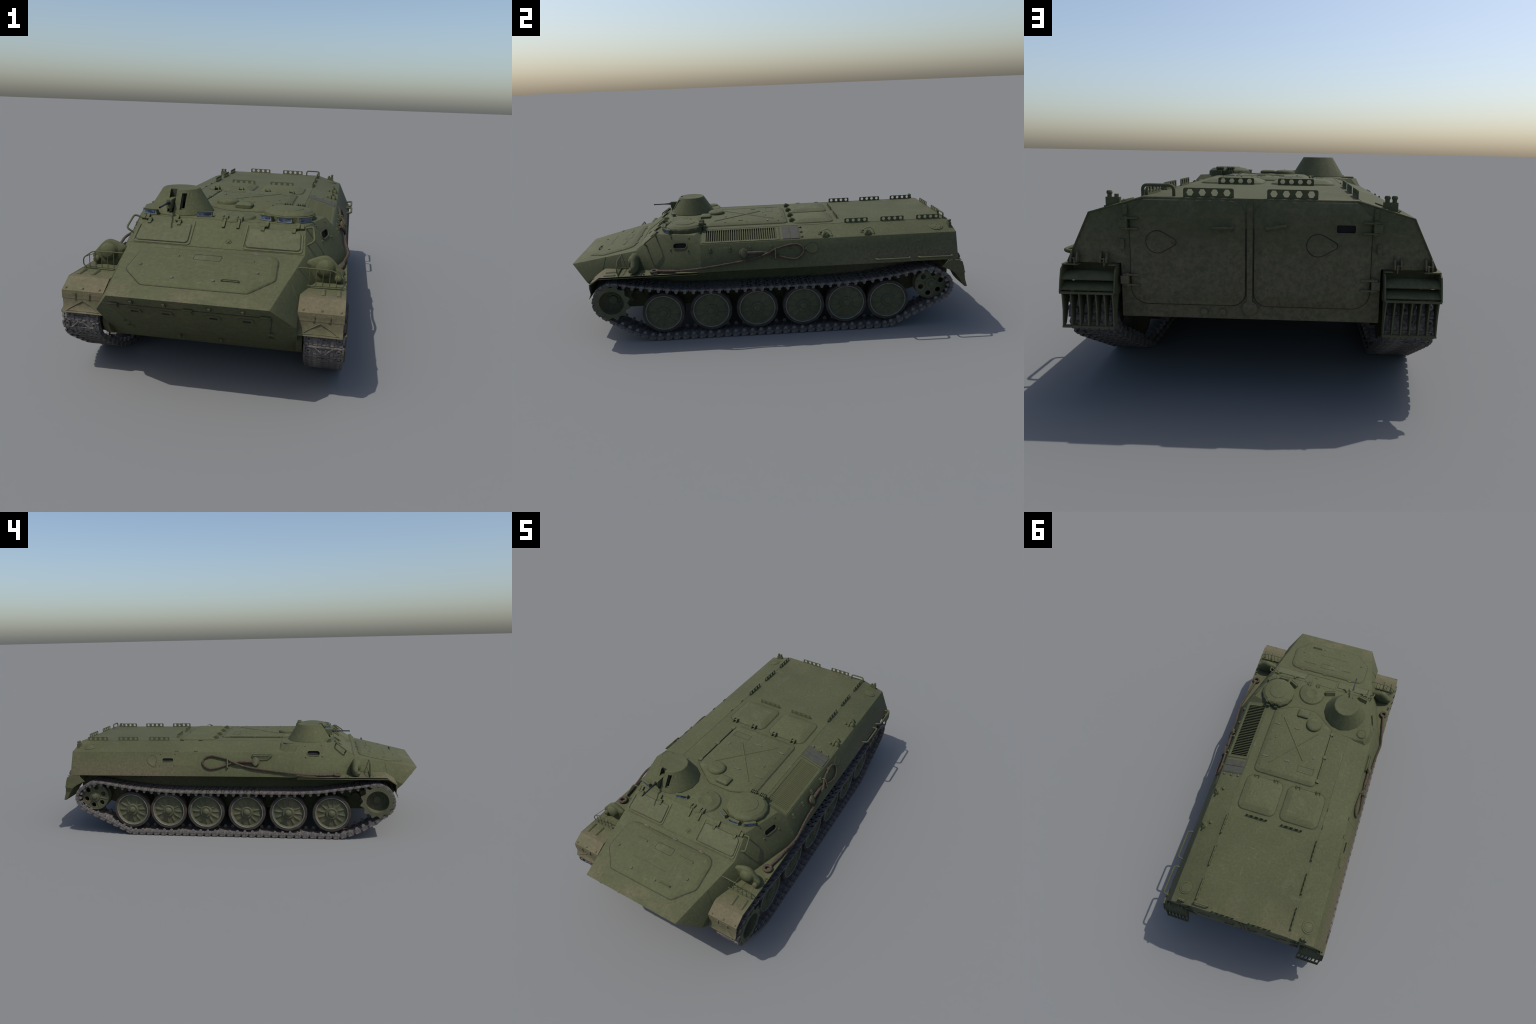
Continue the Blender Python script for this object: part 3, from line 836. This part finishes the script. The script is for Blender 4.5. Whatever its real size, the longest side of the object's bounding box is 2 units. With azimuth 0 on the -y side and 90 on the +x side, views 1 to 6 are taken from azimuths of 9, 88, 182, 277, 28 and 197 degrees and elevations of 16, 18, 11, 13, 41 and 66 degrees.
# ---- rear doors
def door(s):
    b = Build()
    poly = [(-.2895, .2455), (-.0110, .2455), (-.0110, .5015), (-.2560, .5015), (-.2895, .470)]
    poly = [(p, z) for p, z in poly]
    b.panel(poly, [.040, .032, .036, .010, .012], [(0, .0040), (.002, .0055), (.026, .0105), (.029, .0110)], REAR, seg=6, seam_w=.0026)
    o = b.obj('rear_door', root, [PAINT, SEAM], s, 24)
    if s < 0:
        c = Build(); c.prism(rounded(rect(-.250, -.206, .4315, .4495), .003), .006, .03, REAR)
        apply_cut(o, [c.obj('cutter', None, [DARK], s)])
    D = REAR @ Matrix.Translation((0, 0, .0108))
    # teardrop port cover
    def tear(cx, cz, r, L, r2, inflate=0.0):
        a = math.acos((r - r2) / L); pts = []
        for i in range(17): q = a + (2 * pi - 2 * a) * i / 16; pts.append((cx + (r + inflate) * cos(q), cz + (r + inflate) * sin(q)))
        for i in range(7): q = -a + 2 * a * i / 6; pts.append((cx + L + (r2 + inflate) * cos(q), cz + (r2 + inflate) * sin(q)))
        return pts
    t = Build()
    for inf, mat, h in ((.0026, 1, .0007), (0, 0, .0034)): t.prism(tear(-.2215 if s > 0 else -.163, .400, .026, .037, .0075, inf) if s > 0 else [(-.326 - p, z) for p, z in tear(-.163, .400, .026, .037, .0075, inf)][::-1], -.003, h, D, mat)
    t.dome((-.1845 if s > 0 else -.200 + .0 , .400, .003), .0042, .003, 10, D) if s > 0 else t.dome((-.126 - .074 + .0, .400, .003), .0042, .003, 10, D)
    t.obj('port_cover', o, [PAINT, SEAM], s, 30, bevel=.0006)
    h = Build()
    z0, z1 = (.4375, .4365) if s > 0 else (.4375, .4455)
    h.tube([D @ Vector(p) for p in fillet([(-.0400, z0, -.001), (-.0400, z0, .009), (-.0600, (z0 + z1) / 2, .011), (-.0880, z1, .009)], .004)], .0042, 8)
    h.dome((-.0400, z0, .002), .0065, .006, 12, D)
    h.obj('door_handle', o, [PAINT], s, 40)
    st = Build(); st.lathe([(.006, -.004), (.006, .004), (.004, .006), (0, .006)], 12, D @ Matrix.Translation((-.041, .291, -.004)))
    st.obj('door_stud', o, [PAINT], s, 40)
    for z in (.443, .305):
        hb = Build()
        for dz in (-.0125, .0125): hb.box((-.287, z + dz, .008), (.040, .0045, .012), REAR)
        hb.box((-.303, z, .008), (.020, .020, .014), REAR)
        hb.tube([REAR @ Vector((-.296, z - .017, .011)), REAR @ Vector((-.296, z + .017, .011))], .004, 8)
        hb.obj('door_hinge', o, [PAINT], s, 30, bevel=.0008)
    for u, z in ((-.299, .478), (-.309, .394)):
        c = Build(); c.box((u, z - .002, .003), (.010, .024, .008), REAR); c.dome((u, z + .004, .006), .0042, .003, 8, REAR)
        c.obj('door_stop', root, [PAINT], s, 30, bevel=.0008)
for s in (1, -1): door(s)
b = Build()
b.lathe([(.0190, -.003), (.0188, .004), (.017, .0055), (0, .006)], 26, REAR @ Matrix.Translation((.001, .238, 0)))
b.obj('towing_boss', root, [PAINT], 1, 40)
for hx in (.1115, .0660):
    b = Build(); b.lathe([(.0088, -.003), (.0086, .004), (.007, .0055), (0, .006)], 18, REAR @ Matrix.Translation((-hx, .2275, 0)))
    b.obj('drain_plug', root, [PAINT], 1, 40)
b = Build()
b.box((0, .375, .002), (.014, .245, .006), REAR)
b.obj('door_post', root, [PAINT], 1, bevel=.001)
# raised edging along the rear plate
for s in (1, -1):
    seam_strip([(.255, .945, ROOF - .002), (.389, .945, .4665), (.447, .942, .3455)], 'rear_edging', s, .0022)

# ---- rear mudguards: side cheeks, louvre slats, curved bars and hinges
def mudguard(s):
    XI, XO = .3235, .4560
    cheek = [(.893, .3405), (.944, .3415), (.963, .3310), (.9715, .3050), (.9785, .2750), (.9600, .2680), (.9360, .2680), (.9120, .2860), (.880, .3010), (.861, .3095)]
    b = Build()
    for x in (XI, XO): b.loft([[(x - .0018, y, z) for y, z in cheek], [(x + .0018, y, z) for y, z in cheek]])
    # upper plates left and right of the hinge gap
    for x0, x1 in ((XI, .3420), (.4165, XO)): b.box(((x0 + x1) / 2, .9300, .3405), (x1 - x0, .055, .003))
    b.box(((XI + XO) / 2, .905, .3390), (XO - XI, .030, .003))
    b.box(((XI + XO) / 2, .892, .3260), (XO - XI, .003, .034))
    b.box(((XI + XO) / 2, .976, .2745), (XO - XI, .010, .0045))
    o = b.obj('rear_mudguard', root, [PAINT_DUSTY], s, 30)
    for zt, y0 in ((.3220, .935), (.2970, .941)):
        b = Build()
        pr = [(y0, zt), (y0 + .018, zt - .004), (y0 + .0335, zt - .0150), (y0 + .0325, zt - .0175), (y0 + .016, zt - .007), (y0, zt - .003)]
        b.loft([[(XI + .002, y, z) for y, z in pr], [(XO - .002, y, z) for y, z in pr]])
        b.obj('mudguard_slat', o, [PAINT_DUSTY], s, 40)
    bar = [(.9785, .2760), (.9860, .2350), (.9985, .2000), (.9955, .1975), (.9830, .2000), (.9715, .2150), (.9560, .2420), (.9420, .2580), (.9300, .2740)]
    for i in range(7):
        x = XI + .0040 + (XO - XI - .010) * i / 6
        lean = lambda z: (.275 - z) * .11
        b = Build(); b.loft([[(x - .0016 - lean(z), y, z) for y, z in bar], [(x + .0016 - lean(z), y, z) for y, z in bar]])
        b.obj('mudguard_bar', o, [PAINT_DUSTY], s, 40)
    b = Build()
    b.box(((XI + XO) / 2 - .0095, .9940, .1965), (XO - XI - .006, .012, .0045))
    b.obj('mudguard_crossbar', o, [PAINT_DUSTY], s)
    for hx in (.3545, .4275):
        b = Build()
        lug = [(.941, .348), (.941, .372), (.949, .370), (.958, .352), (.956, .345)]
        for dx in (-.0075, .0075): b.loft([[(hx + dx - .0022, y, z) for y, z in lug], [(hx + dx + .0022, y, z) for y, z in lug]])
        b.box((hx - .002, .953, .3475), (.0035, .008, .020))
        b.tube([(hx - .011, .951, .354), (hx + .011, .951, .354)], .0028, 8)
        b.obj('mudguard_hinge', o, [PAINT], s, 30, bevel=.0005)
for s in (1, -1): mudguard(s)

# ---- tow ropes along both sides, with sockets, eyes and clamps
def tow_rope(s):
    side = lambda y, z, l=.0085: on_side(y, z, l)
    path = [side(-.020, .416), side(.010, .411, .009), side(.041, .402), side(.091, .387), side(.135, .3805), side(.165, .3920), side(.1800, .4140), side(.1680, .4360),
            side(.135, .4465), side(.090, .4400), side(.043, .4280), side(.002, .4100, .017), side(-.049, .395), side(-.106, .3840, .012), side(-.218, .3700, .010),
            Vector((.4575, -.326, .3650)), Vector((.4480, -.400, .3570)), Vector((.4400, -.456, .3530))]
    P = spline(path, 10)
    b = Build()
    b.tube(P, .0046, 10)
    # strands winding round the core
    total = 0.0; acc = [0.0]
    for i in range(1, len(P)): total += (P[i] - P[i - 1]).length; acc.append(total)
    def at(d):
        i = max(1, next((k for k, a in enumerate(acc) if a >= d), len(acc) - 1))
        t = (d - acc[i - 1]) / max(1e-9, acc[i] - acc[i - 1]); p = P[i - 1].lerp(P[i], t); return p, (P[i] - P[i - 1]).normalized()
    for k in range(5):
        q = []
        steps = int(total / .0035)
        for j in range(steps + 1):
            p, t = at(total * j / steps)
            u = t.cross(Vector((0, 0, 1))).normalized(); w = t.cross(u)
            a = 2 * pi * k / 5 + total * j / steps * 150
            q.append(p + (u * cos(a) + w * sin(a)) * .0040)
        b.tube(q, .0019, 5)
    o = b.obj('tow_rope', root, [ROPE], s, 60)
    b = Build()
    # forward socket and eye lying on the fender
    e = Vector((.4245, -.5525, .3530)); f0 = Vector((.4400, -.456, .3530)); d = (e - f0).normalized()
    b.tube([f0, f0 + d * .008, e - d * .016], lambda t: .0078 if t < 1 else .0070, 12)
    b.tube([f0 - d * .014, f0], lambda t: .0050 + .0028 * t, 12)
    M = frame(e, d, (0, 0, 1))
    b.tube([M @ Vector((.0165 * cos(2 * pi * i / 20), .0165 * sin(2 * pi * i / 20), 0)) for i in range(20)], .0070, 8, closed=True)
    b.obj('rope_eye', o, [ROPE], s, 50)
    b = Build()
    e, f0 = side(-.114, .4170, .013), side(-.020, .4160, .010); d = (e - f0).normalized()
    b.tube([f0, f0 + d * .006, e - d * .016], lambda t: .0060 + .0020 * min(1, t * 3), 12)
    M = frame(e, d, (Vector((.125, 0, .059))))
    b.tube([M @ Vector((.0165 * cos(2 * pi * i / 20), .0165 * sin(2 * pi * i / 20), 0)) for i in range(20)], .0065, 8, closed=True)
    b.obj('rope_eye', o, [ROPE], s, 50)
    b = Build()
    M = SIDE @ Matrix.Translation((-.114, sd(.4175), 0))
    b.lathe([(.006, -.003), (.006, .016)], 10, M)
    ell = [(.0145 * cos(2 * pi * i / 24), .0255 * sin(2 * pi * i / 24)) for i in range(24)]
    b.loft([[(x, y, .0160) for x, y in ell], [(x * .97, y * .97, .0200) for x, y in ell], [(x * .6, y * .6, .0225) for x, y in ell]], 0, M)
    b.obj('rope_retainer', root, [PAINT_CLEAN], s, 40)
    b = Build()
    b.tube([side(.043, .434, -.002), side(.043, .434, .016), side(.041, .410, .0175), side(.041, .386, .016), side(.041, .384, -.002)], .0032, 8)
    b.box((.042, sd(.409), .004), (.010, .020, .012), SIDE)
    b.obj('rope_clamp', root, [PAINT_CLEAN], s, 40)
for s in (1, -1): tow_rope(s)

# small bolted brackets down the right side, loop step on the left, port covers on both
for y in (-.277, -.180, -.082, .022, .118):
    b = Build()
    b.box((y, sd(.4375), .002), (.014, .025, .006), SIDE); b.dome((y, sd(.4425), .005), .0045, .004, 8, SIDE)
    b.box((y, sd(.4320), .005), (.010, .009, .008), SIDE)
    b.obj('side_bracket', root, [PAINT_CLEAN], 1, 30, bevel=.001)
lo = [on_side(y, z, l) for y, z, l in ((-.097, .430, -.003), (-.094, .4545, .012), (-.207, .4540, .012), (-.184, .436, .012), (-.125, .4355, .012))]
b = Build(); b.tube(fillet(lo, .006), .0030, 8)
b.obj('side_step', root, [PAINT_CLEAN], -1, 50)
def side_port(yc, zc, ang, s):
    M = SIDE @ Matrix.Translation((yc, sd(zc), 0)) @ Matrix.Rotation(radians(ang), 4, 'Z')
    r, L, r2 = .0265, .034, .008
    a = math.acos((r - r2) / L)
    b = Build()
    for inf, mat, h in ((.0024, 1, .0007), (0, 0, .0024)):
        pts = [((r + inf) * cos(a + (2 * pi - 2 * a) * i / 20), (r + inf) * sin(a + (2 * pi - 2 * a) * i / 20)) for i in range(21)]
        pts += [(L + (r2 + inf) * cos(-a + 2 * a * i / 6), (r2 + inf) * sin(-a + 2 * a * i / 6)) for i in range(7)]
        b.prism(pts, -.002, h, M, mat)
    b.dome((L, 0, .002), .004, .003, 8, M)
    b.obj('port_cover', root, [PAINT, SEAM], s, 30, bevel=.0006)
side_port(.474, .4245, -115, -1)
side_port(.2255, .4275, 185, 1)
# little lashing staples on the left roof edges
for y in (.225, .335):
    for hx in (.262, .388):
        p = on_slope(hx, y); q = [p + Vector((0, -.010, -.001)), p + Vector((0, -.010, .004)), p + Vector((0, .010, .004)), p + Vector((0, .010, -.001))]
        b = Build(); b.tube(fillet(q, .003), .0015, 6); b.obj('lashing_staple', root, [SEAM], -1)

# ------------------------------------------------------------------ running gear
WHEEL_X = .4055      # middle of wheel and track
def wheel_meshes():
    # local: axis along +Z (outwards), wheel centre at origin, half width .034
    b = Build()
    def ribs(r, a):
        t = min(1, max(0, (r - .033) / .012)) * min(1, max(0, (.080 - r) / .010))
        return .0046 * t * (max(0, cos(12 * a)) ** 1.5)
    prof = [(.0895, -.034), (.0895, .0310), (.0862, .0310), (.0830, .0250), (.0790, .0215), (.070, .0222), (.058, .0238), (.046, .0252), (.036, .0262),
            (.0325, .0270), (.0315, .0335), (.0295, .0355), (.0235, .0355), (.0215, .0345), (.0200, .0345), (.0185, .0365), (.0160, .0430), (.0130, .0452), (.0070, .0460), (.0060, .0485), (0, .0490)]
    b.lathe(prof, 96, None, 0, 0, ribs)
    for i in range(6):
        a = 2 * pi * i / 6; b.dome((.0265 * cos(a), .0265 * sin(a), .0355), .0018, .0015, 6)
    disc = b.mesh('road_wheel', [WHEEL_PAINT], smooth=40, local=True)
    b = Build()
    b.lathe([(.0880, -.033), (.1035, -.033), (.1045, -.030), (.1045, .029), (.1030, .0320), (.0955, .0330), (.0905, .0322), (.0890, .0300)], 56, ring=True)
    tyre = b.mesh('tyre', [RUBBER], smooth=40, local=True)
    b = Build()
    b.tube([(.0882 * cos(2 * pi * i / 64),   .0882 * sin(2 * pi * i / 64), .0316) for i in range(64)], .0026, 8, closed=True)
    ring = b.mesh('rim_ring', [RIM], smooth=60, local=True)
    return disc, tyre, ring
DISC, TYRE, RING = wheel_meshes()

def axle_matrix(s, hx, y, z, turn=0.0):
    """local +Z points outwards on side s"""
    R = Matrix(((0, 0, s, 0), (s, 0, 0, 0), (0, 1, 0, 0), (0, 0, 0, 1))) @ Matrix.Rotation(turn, 4, 'Z')
    return Matrix.Translation((XC + s * hx, y, z)) @ R

WHEELS = [(-.527, .1345), (-.290, .1340), (-.059, .1335), (.173, .1340), (.389, .1360), (.601, .1385)]
for s in (1, -1):
    for i, (y, z) in enumerate(WHEELS):
        o = place(DISC, 'road_wheel', root, axle_matrix(s, .4005, y, z, random.uniform(0, 6)))
        place(TYRE, 'tyre', o); place(RING, 'rim_ring', o)
        # swing arm and its hull bearing
        b = Build()
        b.tube([(.3120, y - .075, .1800), (.3380, y - .075, .1800)], .0210, 18)
        b.tube([(.3330, y - .075, .1800), (.3440, y - .035, .162), (.3440, y, z)], .0100, 10)
        b.tube([(.338, y, z), (.370, y, z)], .0170, 14)
        b.obj('swing_arm', root, [PAINT_LOW], s, 40)

def sprocket(s):
    n = 12; pts = []
    for i in range(n):
        a = 2 * pi * i / n; st = 2 * pi / n
        for da, r in ((-.13, .0835), (-.055, .0905), (-.022, .0925), (.022, .0925), (.055, .0905), (.13, .0835), (.19, .0795), (.27, .0780), (.34, .0795)):
            pts.append((r * cos(a + da), r * sin(a + da)))
    hole = circle(0, 0, .0600, 40)
    v, f = holed_plate(pts, [hole], .0045)
    b = Build()
    b.add(v, f, 0, Matrix.Translation((0, 0, .0583))); b.add(v, f, 0, Matrix.Translation((0, 0, -.0380)))
    # deep bowl, drum between the toothed rings, hub
    b.lathe([(.0605, .0600), (.0610, .0480), (.0590, .0260), (.0540, .0140), (.0470, .0060), (.0350, .0050), (.0330, .0080), (.0225, .0080), (.0205, .0160), (.0140, .0180), (0, .0185),
             ][::-1] + [(.0640, .0600), (.0640, -.0420), (0, -.0420)], 40)
    for i in range(8):
        a = 2 * pi * i / 8; b.dome((.0275 * cos(a), .0275 * sin(a), .0080), .0028, .003, 6)
    for i in range(12):
        a = 2 * pi * (i + .5) / 12; b.dome((.0700 * cos(a), .0700 * sin(a), .0598), .0022, .0014, 6)
    me = b.mesh('drive_sprocket', [WHEEL_PAINT], smooth=35, local=True)
    return me
SPR = sprocket(1)
def idler():
    b = Build()
    holes = [circle(.0520 * cos(2 * pi * i / 6), .0520 * sin(2 * pi * i / 6), .0135, 18) for i in range(6)]
    v, f = holed_plate(circle(0, 0, .0770, 48), holes, .006)
    b.add(v, f, 0, Matrix.Translation((0, 0, .024)))
    b.lathe([(.0740, -.034), (.0800, -.034), (.0800, -.012), (.0745, -.008), (.0745, .008), (.0800, .012), (.0800, .028), (.0775, .031), (.0745, .031), (.0735, .024), (.0735, -.030)], 48, ring=True)
    b.lathe([(.0740, -.024), (.0300, -.020), (.0300, .0290), (.0275, .0330), (.0190, .0335), (.0165, .0350), (.0145, .0420), (.0100, .0450), (.0055, .0455), (0, .0460)], 36)
    for i in range(6):
        a = 2 * pi * (i + .5) / 6
        b.tube([(.029 * cos(a), .029 * sin(a), .0255), (.072 * cos(a), .072 * sin(a), .0255)], .0040, 8)
    return b.mesh('idler_wheel', [WHEEL_PAINT, DARK], smooth=35, local=True)
IDL = idler()
for s in (1, -1):
    place(SPR, 'drive_sprocket', root, axle_matrix(s, .4055, -.7690, .2145, .22))
    place(IDL, 'idler_wheel', root, axle_matrix(s, .4030, .8180, .2150, .30))
    b = Build()
    b.tube([(.310, -.769, .2145), (.372, -.769, .2145)], .050, 28); b.tube([(.310, -.769, .2145), (.330, -.769, .2145)], .075, 28)
    b.obj('final_drive', root, [PAINT_LOW], s, 40)
    b = Build()
    b.tube([(.310, .790, .200), (.350, .790, .200)], .030, 18); b.tube([(.345, .790, .200), (.375, .818, .215)], .016, 12)
    b.obj('idler_crank', root, [PAINT_LOW], s, 40)
    b = Build()
    for y, z, r in ((-.660, .205, .024), (-.610, .180, .014), (-.410, .220, .016), (-.17, .225, .016), (.06, .225, .016), (.29, .225, .016), (.50, .225, .016)):
        b.tube([(.312, y, z), (.330, y, z)], r, 16)
    b.obj('hull_boss', root, [PAINT_LOW], s, 40)

# ---- tracks: links laid along the loop (outer face of the loop given as y, z)
LOOP = [(-.574, 0.0000), (-.630, 0.0150), (-.686, 0.0400), (-.742, 0.0745), (-.800, 0.1140), (-.8530, 0.1510), (-.8690, 0.2110), (-.8500, 0.2760), (-.7850, 0.3195),
        (-.660, 0.2955), (-.562, 0.2810), (-.465, 0.2655), (-.340, 0.2585), (-.200, 0.2565), (.290, 0.2565), (.387, 0.2595), (.476, 0.2655), (.572, 0.2755), (.664, 0.2895), (.752, 0.3045), (.826, 0.3125),
        (.9000, 0.2680), (.9230, 0.2320), (.9280, 0.1960), (.8985, 0.1440), (.819, 0.1040), (.742, 0.0660), (.607, 0.0000), (.2, 0.0000), (-.2, 0.0000)]
def loop_points(n):
    dense = []
    m = len(LOOP)
    for i in range(m):
        a, b_ = Vector(LOOP[i]), Vector(LOOP[(i + 1) % m])
        for k in range(40): dense.append(a.lerp(b_, k / 40))
    acc = [0.0]
    for i in range(1, len(dense) + 1): acc.append(acc[-1] + (dense[i % len(dense)] - dense[i - 1]).length)
    tot = acc[-1]; out = []; j = 0
    for i in range(n):
        d = tot * i / n
        while acc[j + 1] < d: j += 1
        t = (d - acc[j]) / (acc[j + 1] - acc[j])
        out.append(dense[j].lerp(dense[(j + 1) % len(dense)], t))
    return out, tot
NL = 92
PTS, TOT = loop_points(NL)
PITCH = TOT / NL
THICK = .0235
def link_mesh(horns=True, thin=False):
    p = PITCH; W = .0628
    b = Build()
    # local: X across, Y along the run, Z towards the ground; 0 = inner face
    if thin: b.box((0, 0, .0165), (2 * W - .014, p * .84, .0070))
    else: b.box((0, 0, .0105), (2 * W - .014, p * .80, .0115))
    for i in range(9):           # hinge knuckles, alternating fore and aft
        x = -W + .010 + (2 * W - .020) * i / 8
        y = p * .5 if i % 2 else -p * .5
        kr, kz = (.0042, .0165) if thin else (.0066, .0110)
        M = frame((x - .0062, y * .96, kz), (0, 1, 0), (1, 0, 0))
        b.lathe([(kr - .0006, 0), (kr, .001), (kr, .0114), (kr - .0006, .0124)], 10, M)
        b.box((x, y * .70, .0165 if thin else .0115), (.0115, p * .36, .0070 if thin else .0105))
    # tread relief on the ground face
    for s in (1, -1):
        M = frame((s * .0465, -p * .10, .0150), (1, 0, 0), (0, 0, 1))
        v, f = holed_plate(circle(0, 0, .0088, 14), [circle(0, 0, .0040, 10)], .006 if thin else .012); b.add(v, f, 0, M @ Matrix.Translation((0, 0, .003 if thin else 0)))
        b.tube([(s * .006, -p * .34, .0175), (s * .030, p * .22, .0175)], .0040, 6)
        b.tube([(s * .030, p * .22, .0175), (s * .058, p * .22, .0170)], .0036, 6)
        b.tube([(s * .006, -p * .34, .0175), (s * .008, p * .05, .0175)], .0030, 6)
        b.box((s * (W - .0035), 0, .0170 if thin else .0122), (.007, p * .90, .0085 if thin else .0176), top=(1, .72))
        # guide horns on the inner face
        prof = [(-.0100, .0065), (-.0088, .0000), (-.0074, -.0070), (-.0046, -.0110), (0, -.0122), (.0046, -.0110), (.0074, -.0070), (.0088, .0000), (.0100, .0065)]
        x = s * .0500
        if thin: prof = [(y * .95, z * .90 + .0065) for y, z in prof]
        if horns: b.loft([[(x - .0050, y, z) for y, z in prof], [(x - .0035, y * .92, z) for y, z in prof], [(x + .0035, y * .92, z) for y, z in prof], [(x + .0050, y, z) for y, z in prof]], 1)
    b.tube([(-.030, p * .22, .0170), (.030, p * .22, .0170)], .0034, 6)
    b.box((0, -p * .20, .0165), (.018, p * .22, .0080), top=(.7, .7))
    return b.mesh('track_link', [STEEL, HORN], smooth=35, local=True)
LINK = link_mesh()
LINK_AT_SPROCKET = link_mesh(False)
LINK_RETURN = link_mesh(True, True)
for s in (1, -1):
    pins = Build(); mats = []
    for i in range(NL):
        a, c = PTS[i], PTS[(i + 1) % NL]
        t = (c - a).normalized(); nrm = Vector((-t.y, t.x))        # the loop runs forward along the ground, so this points outwards
        mid = (a + c) / 2
        Z = Vector((0, nrm.x, nrm.y)); X = Vector((s, 0, 0)); Y = Z.cross(X)
        o = Vector((XC + s * .3985, mid.x, mid.y)) - Z * (THICK - .002)
        M = Matrix.Identity(4)
        for k, col in enumerate((X, Y, Z, o)):
            for j in range(3): M[j][k] = col[j]
        near = (mid - Vector((-.769, .2145))).length < .135 and mid.x < -.735
        mats.append((M, LINK_AT_SPROCKET if near else LINK_RETURN if mid.y > .235 and mid.x < .80 else LINK))
        q = a - nrm * (.0055 if a.y > .235 else THICK - .0130)
        pins.tube([(.3420, q.x, q.y), (.4540, q.x, q.y)], .0026, 8)
    tr = pins.obj('track', root, [STEEL], s, 40)
    for M, me in mats: place(me, 'track_link', tr, M)
